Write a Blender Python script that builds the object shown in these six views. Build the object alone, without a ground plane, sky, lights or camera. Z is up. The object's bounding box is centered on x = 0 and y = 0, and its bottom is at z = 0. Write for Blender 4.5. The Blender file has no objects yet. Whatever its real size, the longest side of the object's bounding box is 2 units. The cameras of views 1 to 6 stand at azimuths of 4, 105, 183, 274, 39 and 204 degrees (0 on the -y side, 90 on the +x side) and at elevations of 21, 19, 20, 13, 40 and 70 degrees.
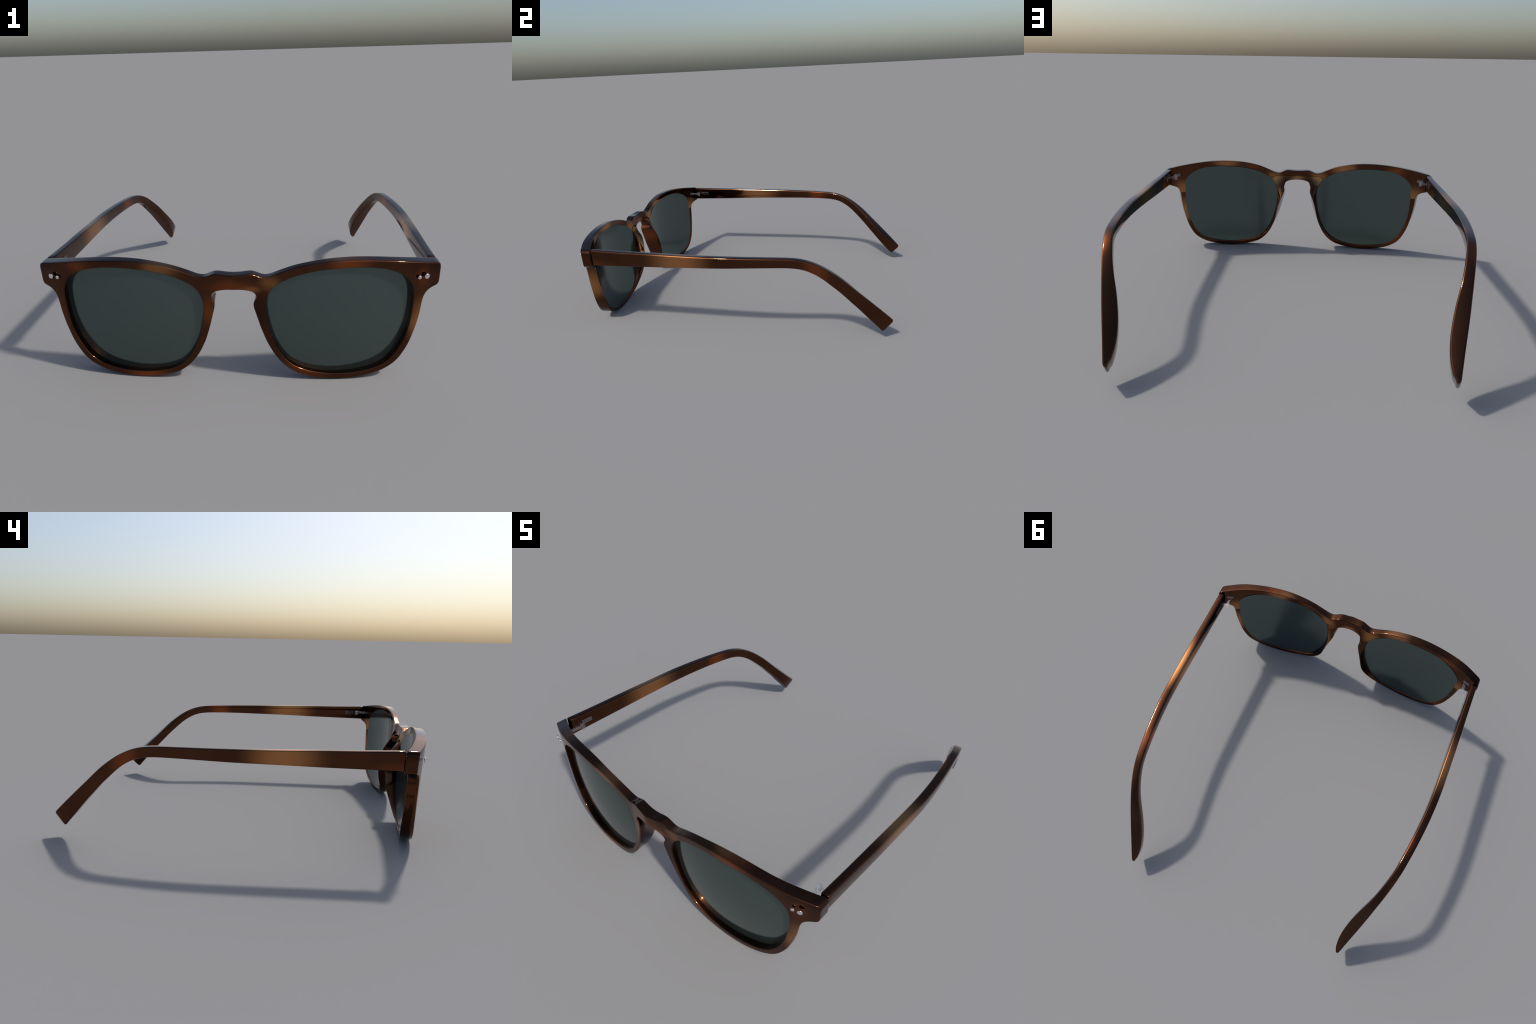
"""Tortoise-shell sunglasses with dark green lenses, opened, resting on the rims."""
import bpy, bmesh, math
import numpy as np
from mathutils import Vector, Matrix
from mathutils.geometry import delaunay_2d_cdt

# ------------------------------------------------------------------ helpers
def spline(ts, vs, t):
    """natural cubic spline through (ts, vs) sampled at t"""
    ts, vs, t = np.asarray(ts, float), np.asarray(vs, float), np.asarray(t, float)
    n = len(ts); h = np.diff(ts)
    A = np.eye(n); b = np.zeros(n)
    for i in range(1, n - 1):
        A[i, i - 1:i + 2] = h[i - 1], 2 * (h[i - 1] + h[i]), h[i]
        b[i] = 3 * ((vs[i + 1] - vs[i]) / h[i] - (vs[i] - vs[i - 1]) / h[i - 1])
    c = np.linalg.solve(A, b)
    i = np.clip(np.searchsorted(ts, t) - 1, 0, n - 2)
    d = (c[i + 1] - c[i]) / (3 * h[i]); bb = (vs[i + 1] - vs[i]) / h[i] - h[i] * (2 * c[i] + c[i + 1]) / 3
    u = t - ts[i]
    return vs[i] + bb * u + c[i] * u * u + d * u ** 3

def catmull(pts, per=12):
    """centripetal Catmull-Rom through an open list of points"""
    P = np.asarray(pts, float)
    P = np.vstack([2 * P[0] - P[1], P, 2 * P[-1] - P[-2]])
    out = []
    for i in range(1, len(P) - 2):
        p0, p1, p2, p3 = P[i - 1:i + 3]
        t0 = 0; t1 = t0 + np.linalg.norm(p1 - p0) ** .5; t2 = t1 + np.linalg.norm(p2 - p1) ** .5; t3 = t2 + np.linalg.norm(p3 - p2) ** .5
        for t in np.linspace(t1, t2, per, endpoint=False):
            a1 = (t1 - t) / (t1 - t0) * p0 + (t - t0) / (t1 - t0) * p1
            a2 = (t2 - t) / (t2 - t1) * p1 + (t - t1) / (t2 - t1) * p2
            a3 = (t3 - t) / (t3 - t2) * p2 + (t - t2) / (t3 - t2) * p3
            b1 = (t2 - t) / (t2 - t0) * a1 + (t - t0) / (t2 - t0) * a2
            b2 = (t3 - t) / (t3 - t1) * a2 + (t - t1) / (t3 - t1) * a3
            out.append((t2 - t) / (t2 - t1) * b1 + (t - t1) / (t2 - t1) * b2)
    out.append(P[-2])
    return np.array(out)

def resample(P, step, closed=False):
    if closed: P = np.vstack([P, P[:1]])
    s = np.concatenate([[0], np.cumsum(np.linalg.norm(np.diff(P, axis=0), axis=1))])
    n = max(2, int(round(s[-1] / step)))
    t = np.linspace(0, s[-1], n + 1)
    Q = np.stack([np.interp(t, s, P[:, k]) for k in range(P.shape[1])], 1)
    return Q[:-1] if closed else Q

def smooth_loop(P, sigma):
    k = np.arange(-12, 13); w = np.exp(-.5 * (k / sigma) ** 2); w /= w.sum()
    return sum(wi * np.roll(P, -ki, axis=0) for ki, wi in zip(k, w))

def smooth_open(P, sigma):
    Q = np.vstack([2 * P[0] - P[12:0:-1], P, 2 * P[-1] - P[-2:-14:-1]])
    k = np.arange(-12, 13); w = np.exp(-.5 * (k / sigma) ** 2); w /= w.sum()
    return sum(wi * Q[12 + ki:12 + ki + len(P)] for ki, wi in zip(k, w))

def loop_normals(P):
    """unit normals pointing to the left of travel direction"""
    t = np.roll(P, -1, axis=0) - np.roll(P, 1, axis=0)
    t /= np.linalg.norm(t, axis=1)[:, None]
    return np.stack([-t[:, 1], t[:, 0]], 1)

def inside(P, poly):
    x, y = P[:, 0], P[:, 1]; r = np.zeros(len(P), bool)
    a, b = poly, np.roll(poly, -1, axis=0)
    for (x1, y1), (x2, y2) in zip(a, b):
        if y1 == y2: continue
        c = ((y1 > y) != (y2 > y)) & (x < (x2 - x1) * (y - y1) / (y2 - y1) + x1)
        r ^= c
    return r

def smoothstep(a, b, x):
    t = np.clip((np.asarray(x, float) - a) / (b - a), 0, 1)
    return t * t * (3 - 2 * t)

# ------------------------------------------------------------------ materials
def new_mat(name):
    m = bpy.data.materials.new(name); m.use_nodes = True
    return m, m.node_tree.nodes, m.node_tree.links, m.node_tree.nodes['Principled BSDF']

def blob_mask(N, L, coord, spots):
    """sum of soft ellipsoid spots: (cx,cy,cz, rx,ry,rz, weight) in object space"""
    acc = None
    for cx, cy, cz, rx, ry, rz, wgt in spots:
        mp = N.new('ShaderNodeMapping'); mp.vector_type = 'POINT'
        mp.inputs['Scale'].default_value = (1 / rx, 1 / ry, 1 / rz)
        mp.inputs['Location'].default_value = (-cx / rx, -cy / ry, -cz / rz)
        L.new(coord, mp.inputs['Vector'])
        ln = N.new('ShaderNodeVectorMath'); ln.operation = 'LENGTH'
        L.new(mp.outputs[0], ln.inputs[0])
        mr = N.new('ShaderNodeMapRange'); mr.interpolation_type = 'SMOOTHERSTEP'
        mr.inputs['From Min'].default_value = 1.0; mr.inputs['From Max'].default_value = 0.0
        mr.inputs['To Min'].default_value = 0.0; mr.inputs['To Max'].default_value = wgt
        L.new(ln.outputs['Value'], mr.inputs['Value'])
        if acc is None: acc = mr.outputs[0]
        else:
            ad = N.new('ShaderNodeMath'); ad.operation = 'MAXIMUM'
            L.new(acc, ad.inputs[0]); L.new(mr.outputs[0], ad.inputs[1]); acc = ad.outputs[0]
    return acc

DARK = (0.095, 0.040, 0.021, 1)
DARK2 = (0.080, 0.033, 0.018, 1)
RED = (0.300, 0.085, 0.028, 1)
BLACK = (0.035, 0.016, 0.012, 1)
AMBER = (0.480, 0.215, 0.085, 1)

def tortoise(name, amber_spots, red_spots, warp=0.02, clip=(), dark_spots=()):
    m, N, L, B = new_mat(name)
    tc = N.new('ShaderNodeTexCoord')
    nz = N.new('ShaderNodeTexNoise'); nz.inputs['Scale'].default_value = 5.0; nz.inputs['Detail'].default_value = 2.0
    L.new(tc.outputs['Object'], nz.inputs['Vector'])
    sub = N.new('ShaderNodeVectorMath'); sub.operation = 'SUBTRACT'; sub.inputs[1].default_value = (.5, .5, .5)
    L.new(nz.outputs['Color'], sub.inputs[0])
    sc = N.new('ShaderNodeVectorMath'); sc.operation = 'SCALE'; sc.inputs['Scale'].default_value = warp * 4
    L.new(sub.outputs[0], sc.inputs[0])
    ad = N.new('ShaderNodeVectorMath'); ad.operation = 'ADD'
    L.new(tc.outputs['Object'], ad.inputs[0]); L.new(sc.outputs[0], ad.inputs[1])
    co = ad.outputs[0]
    n2 = N.new('ShaderNodeTexNoise'); n2.inputs['Scale'].default_value = 3.5; n2.inputs['Detail'].default_value = 1.0
    L.new(tc.outputs['Object'], n2.inputs['Vector'])
    rp = N.new('ShaderNodeMapRange'); rp.inputs['From Min'].default_value = .35; rp.inputs['From Max'].default_value = .65
    L.new(n2.outputs['Fac'], rp.inputs['Value'])
    mx = N.new('ShaderNodeMix'); mx.data_type = 'RGBA'
    mx.inputs['A'].default_value = DARK; mx.inputs['B'].default_value = DARK2
    L.new(rp.outputs[0], mx.inputs['Factor'])
    col = mx.outputs['Result']
    for spots, c in ((dark_spots, BLACK), (red_spots, RED), (amber_spots, AMBER)):
        if not spots: continue
        k = blob_mask(N, L, co, spots)
        mm = N.new('ShaderNodeMix'); mm.data_type = 'RGBA'
        L.new(k, mm.inputs['Factor']); L.new(col, mm.inputs['A']); mm.inputs['B'].default_value = c
        col = mm.outputs['Result']
    # amber patches that end at a clean seam: kept only above the seam height
    if clip:
        sx = N.new('ShaderNodeSeparateXYZ'); L.new(tc.outputs['Object'], sx.inputs[0])
    for c in clip:
        k = blob_mask(N, L, co, [c[:7]])
        st = N.new('ShaderNodeMapRange'); st.inputs['From Min'].default_value = c[7] - .001; st.inputs['From Max'].default_value = c[7] + .001
        L.new(sx.outputs['Z'], st.inputs['Value'])
        mu = N.new('ShaderNodeMath'); mu.operation = 'MULTIPLY'; L.new(k, mu.inputs[0]); L.new(st.outputs[0], mu.inputs[1])
        mm = N.new('ShaderNodeMix'); mm.data_type = 'RGBA'
        L.new(mu.outputs[0], mm.inputs['Factor']); L.new(col, mm.inputs['A']); mm.inputs['B'].default_value = AMBER
        col = mm.outputs['Result']
    L.new(col, B.inputs['Base Color'])
    B.inputs['Metallic'].default_value = METAL
    B.inputs['Roughness'].default_value = ROUGH
    B.inputs['IOR'].default_value = 1.5
    return m
METAL, ROUGH = 1.0, 0.08

SPOTS_AMBER = [(.83, -.9, .29, .09, .2, .17, .85), (-.31, -.95, .575, .13, .2, .07, .62), (.155, -.95, .50, .07, .2, .07, .45), (.075, -.97, .463, .06, .2, .03, .5)]
SPOTS_RED = [(.50, -.95, .59, .14, .2, .08, .95), (-.70, -.92, .575, .08, .2, .06, .5), (-.12, -.95, .36, .06, .2, .12, .6), (-.42, -.92, .0, .17, .2, .07, .95),
             (.30, -.92, .05, .16, .2, .1, .5), (.0, -.98, .475, .18, .2, .06, .6), (.83, -.9, .50, .06, .2, .1, .35), (-.82, -.9, .28, .06, .2, .2, .2)]
SPOTS_DARK = [(-.88, -.85, .56, .14, .3, .08, .95), (.84, -.86, .56, .16, .3, .09, .6), (.105, -.95, .35, .07, .2, .14, .65), (-.55, -.9, .60, .14, .3, .05, .4), (.25, -.93, .58, .1, .3, .05, .4)]
M_FRONT = tortoise('tortoise_acetate_front', SPOTS_AMBER + [(.46, -.925, .607, .13, .05, .03, .5)], SPOTS_RED, dark_spots=SPOTS_DARK)
M_BACK = tortoise('tortoise_acetate_back',
    [(.5, -.92, .60, .14, .2, .07, .75), (.80, -.85, .25, .08, .2, .14, .85), (.13, -.87, .32, .06, .2, .16, .7),
     (-.31, -.93, .58, .14, .2, .08, .8), (0, -.93, .48, .08, .2, .03, .6)],
    [(-.68, -.9, .57, .1, .2, .07, .7), (-.7, -.9, .12, .16, .2, .14, .55), (.34, -.9, .03, .14, .2, .08, .7), (-.42, -.9, .0, .12, .2, .06, .6), (.3, -.9, .58, .1, .2, .06, .4)],
    clip=[(.155, -.93, .49, .08, .2, .09, .8, .445), (-.155, -.93, .49, .08, .2, .09, .75, .445), (.80, -.84, .40, .09, .2, .1, .75, .388), (-.80, -.84, .40, .09, .2, .1, .75, .388)])
M_TEMPLE = tortoise('tortoise_acetate_temple',
    [(.88, -.235, .5, .3, .26, .3, 1.0)],
    [(.83, .30, .5, .045, .12, .3, .9), (.845, .58, .46, .06, .13, .3, .75), (.9, .33, .5, .03, .08, .3, .25), (.9, -.78, .46, .1, .2, .05, .3)], warp=.006)

def lens_material():
    m, N, L, B = new_mat('green_tinted_lens')
    B.inputs['Base Color'].default_value = (.096, .130, .123, 1)
    B.inputs['Metallic'].default_value = .78
    B.inputs['Roughness'].default_value = .12
    return m
M_LENS = lens_material()

def chrome():
    m, N, L, B = new_mat('polished_steel')
    B.inputs['Base Color'].default_value = (.85, .85, .86, 1)
    B.inputs['Metallic'].default_value = 1; B.inputs['Roughness'].default_value = .12
    return m
M_STEEL = chrome()

def clear():
    m, N, L, B = new_mat('clear_hinge_plastic')
    out = next(n for n in N if n.type == 'OUTPUT_MATERIAL')
    N.remove(B)
    tr = N.new('ShaderNodeBsdfTransparent'); gl = N.new('ShaderNodeBsdfGlossy'); mx = N.new('ShaderNodeMixShader')
    gl.inputs['Roughness'].default_value = .08; gl.inputs['Color'].default_value = (.9, .9, .92, 1)
    mx.inputs[0].default_value = .18
    L.new(tr.outputs[0], mx.inputs[1]); L.new(gl.outputs[0], mx.inputs[2]); L.new(mx.outputs[0], out.inputs['Surface'])
    return m
M_CLEAR = clear()

# ------------------------------------------------------------------ front surface
# y of the front and of the back face along x, at the height of the brow line
TILT, Z0 = .05, .58
GX = np.linspace(0, 1, 801)
def table(xs, ys):
    v = spline(xs, ys, GX)
    return v
FRONT = table([0, .05, .1, .14, .2, .3, .4, .5, .6, .7, .8, .85, .9, 1.0],
              [-1.002, -.9945, -.986, -.9805, -.9785, -.979, -.977, -.971, -.9595, -.943, -.917, -.897, -.8745, -.83])
BACK = table([0, .05, .1, .15, .2, .3, .4, .5, .6, .7, .8, .85, .9, 1.0],
             [-.943, -.940, -.934, -.934, -.937, -.939, -.932, -.921, -.908, -.889, -.856, -.835, -.812, -.77])
SLOPE = np.gradient(FRONT, GX)
def yf(x, z): return np.interp(np.abs(x), GX, FRONT) + TILT * (Z0 - z)
# moulded nose pads, tabulated over height: rearward swell, sideways shift of the back edge, nose outline and lens opening
PADZ = [-.02, .0, .03, .06, .1, .15, .2, .25, .3, .35, .38, .40, .42, .44, .46, .48, .50, .62]
ZT = np.linspace(-.02, .62, 321)
def ztab(v): return spline(PADZ, v, ZT)
PADA = np.maximum(ztab([.0, .0, .004, .014, .030, .049, .062, .067, .067, .061, .053, .045, .034, .022, .0115, .0045, .001, .0]), 0)
PADX = ztab([.0, .0, .0, .002, .005, .009, .012, .016, .019, .016, .011, .005, -.004, -.008, -.003, 0, 0, 0])
NOSEX = ztab([.33, .31, .277, .237, .198, .166, .142, .124, .109, .096, .088, .087, .094, .098, .100, .100, .1, .1])
HOLEX = ztab([.36, .34, .325, .285, .231, .1985, .174, .159, .1475, .1390, .1380, .1385, .1420, .1485, .160, .172, .19, .2])
def pad(x, z):
    ax = np.abs(x)
    x0 = np.interp(z, ZT, NOSEX) + np.interp(z, ZT, PADX)
    w = np.maximum(np.interp(z, ZT, HOLEX) - x0, .02)
    t = np.maximum((ax - x0) / w, 0)
    return np.interp(z, ZT, PADA) / (1 + (t / .95) ** 2.4) * (1 - smoothstep(1.6, 3.0, t))
def yb(x, z): return np.interp(np.abs(x), GX, BACK) + TILT * (Z0 - z) + pad(x, z) + .014 * (1 - smoothstep(.03, .32, z)) * smoothstep(.1, .3, np.abs(x))

# ------------------------------------------------------------------ outlines in (x, z), right half
BROW = [(0, .5405), (.03, .5415), (.06, .5445), (.083, .5440), (.104, .5355), (.132, .5255), (.160, .530), (.2, .547), (.25, .5665), (.3, .5805),
        (.4, .5975), (.5, .603), (.6, .5995), (.7, .589), (.8, .574), (.85, .5645), (.893, .5565)]
SIDE = [(.9035, .5495), (.9078, .538), (.9075, .51), (.9073, .480), (.9065, .462), (.9035, .4505), (.8955, .4450), (.871, .437), (.8494, .4211), (.8395, .4028), (.8335, .3799),
        (.8300, .350), (.826, .316), (.8140, .256), (.8035, .2190), (.792, .1825), (.780, .1543), (.766, .1275), (.749, .1000), (.724, .0718), (.692, .0490), (.657, .0315),
        (.614, .0185), (.565, .0085), (.52, .003), (.475, .0005), (.43, .002), (.385, .0060), (.35, .0120), (.3125, .0215), (.2736, .0359), (.2403, .0578), (.2074, .0891),
        (.1749, .134), (.1542, .1735), (.1395, .2062), (.1255, .2464), (.1125, .288), (.103, .3235), (.0943, .3554), (.0878, .3805),
        (.0860, .3985), (.0880, .4090), (.0950, .4190), (.1000, .431), (.0972, .4440), (.0905, .4535), (.0761, .4620), (.0516, .4690), (.025, .473), (0, .474)]
HOLE = [(.1380, .3577), (.1380, .3914), (.1415, .4170), (.1485, .4400), (.1711, .4731), (.207, .4995), (.259, .525), (.343, .550), (.426, .561), (.52, .5665), (.595, .5625),
        (.66, .5520), (.71, .5330), (.748, .5080), (.7690, .4825), (.7806, .4635), (.787, .4393), (.790, .4106), (.7905, .377), (.789, .3368), (.7845, .286), (.779, .2518),
        (.7702, .2188), (.7592, .1878), (.7470, .1610), (.7306, .1320), (.7099, .1035), (.6870, .0820), (.6566, .0630), (.613, .0480), (.5686, .0385), (.5163, .0318), (.4761, .0298),
        (.4277, .0308), (.3833, .0358), (.35, .0415), (.320, .0495), (.2957, .0585), (.2675, .0725), (.2406, .0925), (.2188, .1185), (.1985, .1515), (.1835, .1800), (.1715, .2080), (.1601, .2467),
        (.1498, .2868), (.1428, .3234)]
STEP = .006
half = np.vstack([smooth_open(resample(catmull(BROW), .004), 1.5), smooth_open(resample(catmull(SIDE), .004), 1.5)])
half[0, 0] = 0; half[-1, 0] = 0
outer = np.vstack([half, (half * [-1, 1])[-2:0:-1]])            # clockwise seen from the front
outer = resample(outer, STEP, closed=True)
hole = catmull(HOLE[-2:] + HOLE + HOLE[:2])[12 * 2:-12 * 1 - 1]
hole = smooth_loop(resample(hole, STEP, closed=True), 2.5)
holes = [hole, (hole * [-1, 1])[::-1]]

verts, faces, mats = [], [], []
def add(P):
    i = len(verts); verts.extend(map(tuple, P)); return np.arange(i, i + len(P))
def bridge_rings(a, b, mat, flip=False):
    n = len(a)
    for i in range(n):
        j = (i + 1) % n
        f = (a[i], a[j], b[j], b[i])
        faces.append(f[::-1] if flip else f); mats.append(mat)

RF, RB = .0055, .0065           # edge rounding front / back
arc = np.radians([0, 18, 36, 54, 72, 90])
def ring_set(loop, inward, is_outer):
    """rings from the front face edge over the wall to the back face edge"""
    n = loop_normals(loop); n = n if inward else -n         # towards the material
    x, z = loop[:, 0], loop[:, 1]; ax = np.abs(x); sg = np.sign(x)
    sl = np.interp(ax, GX, SLOPE)
    if is_outer:
        dx = -.045 * sl * (1 - smoothstep(.41, .455, z)) * smoothstep(.3, .6, ax)
        dx += np.where((z < .47) & (ax < .45), np.interp(z, ZT, PADX) * (1 - smoothstep(.3, .42, ax)) * smoothstep(.05, .085, ax), 0)
        dz = np.where((ax < .1) & (z < .5) & (z > .455), .006, 0)
    else:
        dx = -.030 * sl * smoothstep(.45, .6, ax); dz = 0 * x
    backloop = loop + np.stack([sg * dx, dz + 0 * x], 1)
    if is_outer:
        brow = smoothstep(.15, .22, ax) * (1 - .5 * smoothstep(.55, .78, ax)) * smoothstep(.49, .53, z)
        loop = loop - np.stack([0 * x, .0030 * brow], 1)          # the brow rises a little towards the face
    rings, outl = [], []
    def put(base, inset, s, dyf):
        q = base + n * inset
        y = (1 - s) * yf(q[:, 0], q[:, 1]) + s * yb(q[:, 0], q[:, 1]) + dyf
        rings.append(np.stack([q[:, 0], y, q[:, 1]], 1)); outl.append(q)
    put(loop, RF * 1.25, 0, 0)
    for a in arc: put(loop, RF * (1 - math.sin(a)), 0, RF * (1 - math.cos(a)))
    for s in (.33, .5, .67):
        t = .0 + s
        put(loop + (backloop - loop) * t, 0, s, 0)
    for a in arc[::-1]: put(backloop, RB * (1 - math.sin(a)), 1, -RB * (1 - math.cos(a)))
    put(backloop, RB * 1.25, 1, 0)
    return rings, outl

front_loops, back_loops = [], []
loops = [(outer, False, True)] + [(h, True, False) for h in holes]
def area(P): return .5 * np.sum(P[:, 0] * np.roll(P[:, 1], -1) - np.roll(P[:, 0], -1) * P[:, 1])
for loop, _, is_outer in loops:
    ccw = area(loop) > 0
    inward = ccw if is_outer else (not ccw)      # left normal points to material
    rings, outl = ring_set(loop, inward, is_outer)
    ids = [add(r) for r in rings]
    flip = (area(loop) > 0) == is_outer
    for k in range(len(ids) - 1):
        bridge_rings(ids[k], ids[k + 1], 0 if k < 13 else 1, flip=flip)
    front_loops.append((outl[0], ids[0])); back_loops.append((outl[-1], ids[-1]))

def cap(loop_list, yfun, mat, face_front):
    """triangulate the face between the loops with inner grid points for curvature"""
    P = np.vstack([l for l, _ in loop_list]); idx = np.concatenate([i for _, i in loop_list])
    E = []; o = 0
    for l, _ in loop_list:
        n = len(l); E += [(o + i, o + (i + 1) % n) for i in range(n)]; o += n
    g = np.stack(np.meshgrid(np.arange(-.93, .931, .013), np.arange(0, .62, .013)), -1).reshape(-1, 2)
    g[:, 0] += .0065 * (np.round(g[:, 1] / .013) % 2)
    nose = np.stack(np.meshgrid(np.arange(.06, .33, .0045), np.arange(0, .5, .0045)), -1).reshape(-1, 2)      # finer where the pads swell
    g = np.vstack([g[~((np.abs(g[:, 0]) < .33) & (g[:, 1] < .5) & (np.abs(g[:, 0]) > .06))], nose, nose * [-1, 1]])
    ok = inside(g, loop_list[0][0])
    for l, _ in loop_list[1:]: ok &= ~inside(g, l)
    g = g[ok]
    d = np.min(np.linalg.norm(g[:, None] - P[None], axis=2), axis=1)
    g = g[d > .0035]
    gi = add(np.stack([g[:, 0], yfun(g[:, 0], g[:, 1]), g[:, 1]], 1))
    allP = np.vstack([P, g]); allI = np.concatenate([idx, gi])
    V, _, F, ov, _, _ = delaunay_2d_cdt([Vector(p) for p in allP], E, [], 0, 1e-7)
    F = [f for f in F if len(f) == 3]
    look = {}
    for i, o_ in enumerate(ov):                       # rare crossing points get a vertex of their own
        look[i] = allI[o_[0]] if len(o_) else add(np.array([[V[i].x, float(yfun(np.array([V[i].x]), np.array([V[i].y]))[0]), V[i].y]]))[0]
    c = np.array([[sum(V[i].x for i in f) / 3, sum(V[i].y for i in f) / 3] for f in F])
    ok = inside(c, loop_list[0][0])
    for l, _ in loop_list[1:]: ok &= ~inside(c, l)
    for f, k in zip(F, ok):
        if not k: continue
        ii = [look[i] for i in f]
        a, b, cc = (np.array(verts[i]) for i in ii)
        nrm = np.cross(b - a, cc - a)
        if (nrm[1] < 0) != face_front: ii = ii[::-1]
        faces.append(tuple(ii)); mats.append(mat)

cap(front_loops, yf, 0, True)
cap(back_loops, yb, 1, False)

whole = bpy.data.meshes.new('whole_front')
whole.from_pydata(verts, [], [tuple(int(i) for i in f) for f in faces]); whole.update()
zmin = min(v[2] for v in verts)

# ------------------------------------------------------------------ thing and parts
root = bpy.data.objects.new('sunglasses', None)
bpy.context.scene.collection.objects.link(root)
root['label'] = 'tortoise-shell brown sunglasses with dark green lenses and open temples'
root['category'] = 'sunglasses'

def link(o, parent=root):
    bpy.context.scene.collection.objects.link(o); o.parent = parent
    return o

FN = np.array([v.normal[:] for v in whole.vertices])
VV = np.array(verts)
def region(f):
    c = VV[list(f)].mean(0); ax = abs(c[0]); side = 'R' if c[0] > 0 else 'L'
    if ax < .118 and c[2] > .44: return 'bridge'
    if ax > .795 and c[2] > .44: return 'end_piece' + side
    if .03 < c[2] < .44 and ax < np.interp(c[2], ZT, NOSEX) + .055 and c[1] > yf(c[0], c[2]) + .035 and ax < .3: return 'nose_pad' + side
    return 'rim' + side
groups = {}
for k, f in enumerate(faces): groups.setdefault(region(f), []).append(k)
for g in ('rimR', 'rimL', 'bridge', 'end_pieceR', 'end_pieceL', 'nose_padR', 'nose_padL'):
    ks = groups.get(g, [])
    used = sorted({int(i) for k in ks for i in faces[k]}); rm = {i: j for j, i in enumerate(used)}
    me = bpy.data.meshes.new(g.rstrip('RL'))
    me.from_pydata([verts[i] for i in used], [], [[rm[int(i)] for i in faces[k]] for k in ks])
    for m in (M_FRONT, M_BACK): me.materials.append(m)
    me.polygons.foreach_set('material_index', [mats[k] for k in ks])
    me.polygons.foreach_set('use_smooth', [True] * len(ks))
    me.update()
    me.normals_split_custom_set_from_vertices([FN[i] for i in used])
    link(bpy.data.objects.new(g.rstrip('RL'), me))

# ---- lenses: shallow shells seated near the back of the rims
LENS_FRONT, LENS_BACK = (-.9570, 1.08, 1.85, .098), (-.9275, 1.15, 2.3, .104)          # apex depth, radius across, radius up, wrap
def lens_mesh():
    vs, fs = [], []
    loop = hole
    n = len(loop); c = loop.mean(0)
    lo = c + (loop - c) * 1.012
    levels = np.linspace(0, 1, 15)[1:]
    def shell(depth, flip):
        base = len(vs)
        def yy(x, z):
            u, w = x - .463, z - .2985
            return depth[0] + depth[3] * u - .0745 * w + u * u / (2 * depth[1]) + w * w / (2 * depth[2])
        vs.append((c[0], float(yy(c[0], c[1])), c[1]))
        for l in levels:
            q = c + (lo - c) * l
            y = yy(q[:, 0], q[:, 1])
            vs.extend(zip(q[:, 0], y, q[:, 1]))
        for i in range(n):
            j = (i + 1) % n
            f = (base, base + 1 + i, base + 1 + j); fs.append(f[::-1] if flip else f)
            for k in range(len(levels) - 1):
                a = base + 1 + k * n; b = a + n
                f = (a + i, b + i, b + j, a + j); fs.append(f[::-1] if flip else f)
        return base + 1 + (len(levels) - 1) * n
    ccw = area(lo) > 0
    a = shell(LENS_FRONT, not ccw)
    b = shell(LENS_BACK, ccw)
    e0 = len(vs)                                   # rim band with its own vertices: a crisp lens edge
    vs.extend(vs[a:a + n]); vs.extend(vs[b:b + n])
    for i in range(n):
        j = (i + 1) % n
        fs.append((e0 + i, e0 + n + i, e0 + n + j, e0 + j))
    me = bpy.data.meshes.new('lens'); me.from_pydata([tuple(map(float, v)) for v in vs], [], fs)
    bm = bmesh.new(); bm.from_mesh(me); bmesh.ops.recalc_face_normals(bm, faces=bm.faces); bm.to_mesh(me); bm.free()
    for p in me.polygons: p.use_smooth = True
    me.materials.append(M_LENS)
    return me
lm = lens_mesh()
lens = link(bpy.data.objects.new('lens', lm))
md = lens.copy(); md.scale.x = -1; link(md)

# ---- temples: lofted slats along a spine given by top and bottom edges in (y, z)
TOP = [(-.809, .5555), (-.6, .5500), (-.4, .5470), (-.2, .5430), (0, .5405), (.2, .5375), (.33, .535), (.41, .5315), (.47, .5245), (.53, .5080), (.588, .482),
       (.64, .450), (.70, .405), (.75, .360), (.80, .313), (.85, .267), (.9, .220), (.95, .172), (1.003, .119)]
BOT = [(-.809, .4580), (-.6, .4615), (-.4, .4655), (-.2, .4705), (0, .4740), (.19, .4780), (.315, .4790), (.385, .4785), (.435, .4755), (.49, .4655), (.545, .4420),
       (.60, .405), (.658, .3535), (.706, .308), (.753, .2580), (.80, .208), (.845, .157), (.893, .103), (.941, .050)]
OUTX = ([-.9, -.8, -.6, -.4, -.2, 0, .2, .4, .5, .6, .7, .8, .9, 1.0], [.897, .899, .903, .9075, .9105, .909, .894, .867, .8495, .8265, .799, .771, .740, .710])
THK = [.037, .039, .042, .044, .0445, .0445, .044, .0435, .043, .044, .0465, .049, .055, .0635, .069, .070, .064, .049, .022]
TILT_IN = [0, 0, 0, 0, 0, 0, 0, 0, 0, .001, .003, .006, .010, .014, .018, .020, .020, .015, .004]   # inner top edge drops towards the tip
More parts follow.
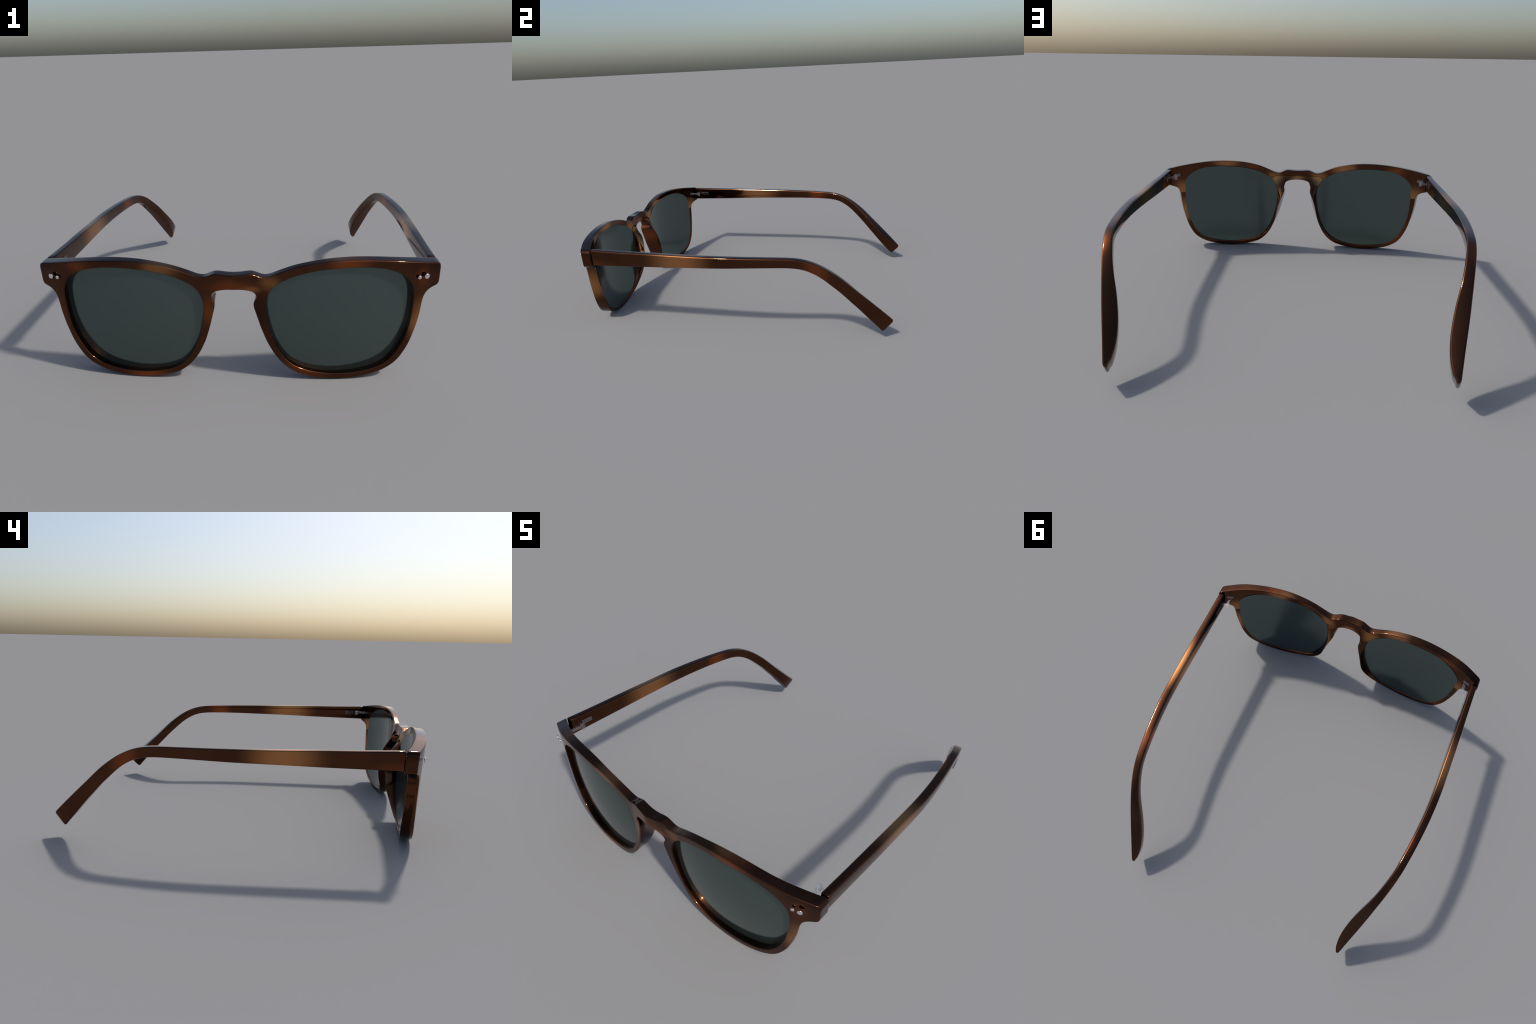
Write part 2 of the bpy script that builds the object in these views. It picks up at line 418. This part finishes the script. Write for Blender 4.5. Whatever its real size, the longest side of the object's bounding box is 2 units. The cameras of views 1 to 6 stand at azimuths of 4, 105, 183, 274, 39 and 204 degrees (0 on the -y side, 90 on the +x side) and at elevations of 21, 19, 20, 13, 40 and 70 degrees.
def temple_mesh():
    K = len(TOP)
    t = np.arange(K); tt = np.linspace(0, K - 1, 190)
    T = np.stack([spline(t, [p[k] for p in TOP], tt) for k in (0, 1)], 1)
    Bm = np.stack([spline(t, [p[k] for p in BOT], tt) for k in (0, 1)], 1)
    th = spline(t, THK, tt); tl = spline(t, TILT_IN, tt)
    vs, fs = [], []
    r0 = .008; ns = 5
    # rounded rectangle: a (0 outer..1 inner), b (0 bottom..1 top)
    L = len(tt)
    re = .005
    rt = .015
    seq2 = [(L - 1, rt * (1 - math.sin(e)), -rt * (1 - math.cos(e))) for e in np.radians([90, 67, 45, 22, 0])]
    # the arcs: e=0 is the flat end (fully inset, at the end plane)
    seq = [(0, re * (1 - math.sin(e)), re * (1 - math.cos(e))) for e in np.radians([0, 22, 45, 67, 90])]
    stations = [(i, ins, adv) for i, ins, adv in seq] + [(i, 0, 0) for i in range(2, L - 5)] + seq2
    rings = []
    for i, ins, adv in stations:
        top, bot = T[i], Bm[i]
        up = (top - bot); h = np.linalg.norm(up); up /= h
        fw = np.array([up[1], -up[0]])                       # along the temple, backwards
        c = (top + bot) / 2 + fw * adv
        w = th[i]; hh = h / 2 - ins; ww = max(w / 2 - min(ins, w * .45), .0015)
        r = min(r0, ww * .9, hh * .9)
        pts = []
        for (sx, sz, a0) in ((1, 1, 0), (-1, 1, 90), (-1, -1, 180), (1, -1, 270)):
            for a in np.radians(np.linspace(a0, a0 + 90, ns)):
                pts.append((sx * (ww - r) + r * math.cos(a), sz * (hh - r) + r * math.sin(a)))
        ring = []
        for px, pz in pts:
            drop = tl[i] * (.5 - px / (2 * ww)) * (.5 + pz / (2 * hh))
            yz = c + up * (pz - drop)
            xo = float(spline(OUTX[0], OUTX[1], yz[0]))
            ring.append((xo - w / 2 + px, yz[0], yz[1]))
        rings.append(ring)
    n = len(rings[0])
    for r in rings: vs.extend(r)
    for k in range(len(rings) - 1):
        for i in range(n):
            j = (i + 1) % n; a = k * n; b = a + n
            fs.append((a + i, a + j, b + j, b + i))
    for k in (0, len(rings) - 1):
        c = np.mean(rings[k], axis=0); vs.append(tuple(c)); ci = len(vs) - 1
        for i in range(n):
            j = (i + 1) % n
            fs.append((ci, k * n + i, k * n + j))
    me = bpy.data.meshes.new('temple'); me.from_pydata([tuple(map(float, v)) for v in vs], [], fs)
    bm = bmesh.new(); bm.from_mesh(me); bmesh.ops.recalc_face_normals(bm, faces=bm.faces); bm.to_mesh(me); bm.free()
    for p in me.polygons: p.use_smooth = True
    me.materials.append(M_TEMPLE)
    return me
tm = temple_mesh()
temple = link(bpy.data.objects.new('temple', tm))
t2 = temple.copy(); t2.scale.x = -1; link(t2)

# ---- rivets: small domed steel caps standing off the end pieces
def rivet_mesh(name, r):
    bm = bmesh.new()
    prof = [(0, -.0025), (r * .5, -.00248), (r * .88, -.0024), (r * .96, -.0018), (r, -.0006), (r, .002), (r * .9, .0025), (0, .0025)]
    rows = []
    n = 32
    for rr, y in prof:
        if rr == 0: rows.append([bm.verts.new((0, y, 0))])
        else: rows.append([bm.verts.new((rr * math.cos(2 * math.pi * i / n), y, rr * math.sin(2 * math.pi * i / n))) for i in range(n)])
    for a, b in zip(rows, rows[1:]):
        for i in range(n):
            j = (i + 1) % n
            if len(a) == 1: bm.faces.new((a[0], b[i], b[j]))
            elif len(b) == 1: bm.faces.new((a[j], a[i], b[0]))
            else: bm.faces.new((a[i], b[i], b[j], a[j]))
    bmesh.ops.recalc_face_normals(bm, faces=bm.faces)
    me = bpy.data.meshes.new(name); bm.to_mesh(me); bm.free()
    for p in me.polygons: p.use_smooth = True
    me.materials.append(M_STEEL)
    return me
for (cx, cy, cz, r) in ((.8405, -.9125, .5052, .0120), (.8080, -.9197, .5024, .0086)):
    me = rivet_mesh('rivet', r)
    for sx in (1, -1):
        o = link(bpy.data.objects.new('rivet', me))
        o.location = (sx * cx, cy, cz); o.rotation_euler = (0, 0, sx * math.radians(23))

# ---- hinges: clear plates, arm and knuckle inside the corner
def hinge_mesh():
    bm = bmesh.new()
    def box(x0, x1, y0, y1, z0, z1):
        r = bmesh.ops.create_cube(bm, size=1)
        bmesh.ops.scale(bm, vec=(x1 - x0, y1 - y0, z1 - z0), verts=r['verts'])
        bmesh.ops.translate(bm, vec=((x0 + x1) / 2, (y0 + y1) / 2, (z0 + z1) / 2), verts=r['verts'])
    def cyl(c, r, h):
        q = bmesh.ops.create_cone(bm, cap_ends=True, segments=32, radius1=r, radius2=r, depth=h)
        bmesh.ops.translate(bm, vec=c, verts=q['verts'])
    box(.857, .868, -.747, -.680, .495, .521)
    q = bmesh.ops.create_cube(bm, size=1, matrix=Matrix.Translation((.836, -.838, .511)) @ Matrix.Rotation(math.radians(24), 4, 'Z') @ Matrix.Diagonal((.046, .012, .020, 1)))
    box(.819, .836, -.836, -.776, .504, .518)
    cyl((.824, -.764, .510), .0145, .030)
    box(.834, .866, -.768, -.757, .503, .517)
    me = bpy.data.meshes.new('hinge'); bm.to_mesh(me); bm.free()
    me.materials.append(M_CLEAR)
    return me
hm = hinge_mesh()
h1 = link(bpy.data.objects.new('hinge', hm))
bv = h1.modifiers.new('Bevel', 'BEVEL'); bv.width = .002; bv.segments = 2
h2 = h1.copy(); h2.scale.x = -1; link(h2)
root.location.z = -zmin
bpy.data.meshes.remove(whole)
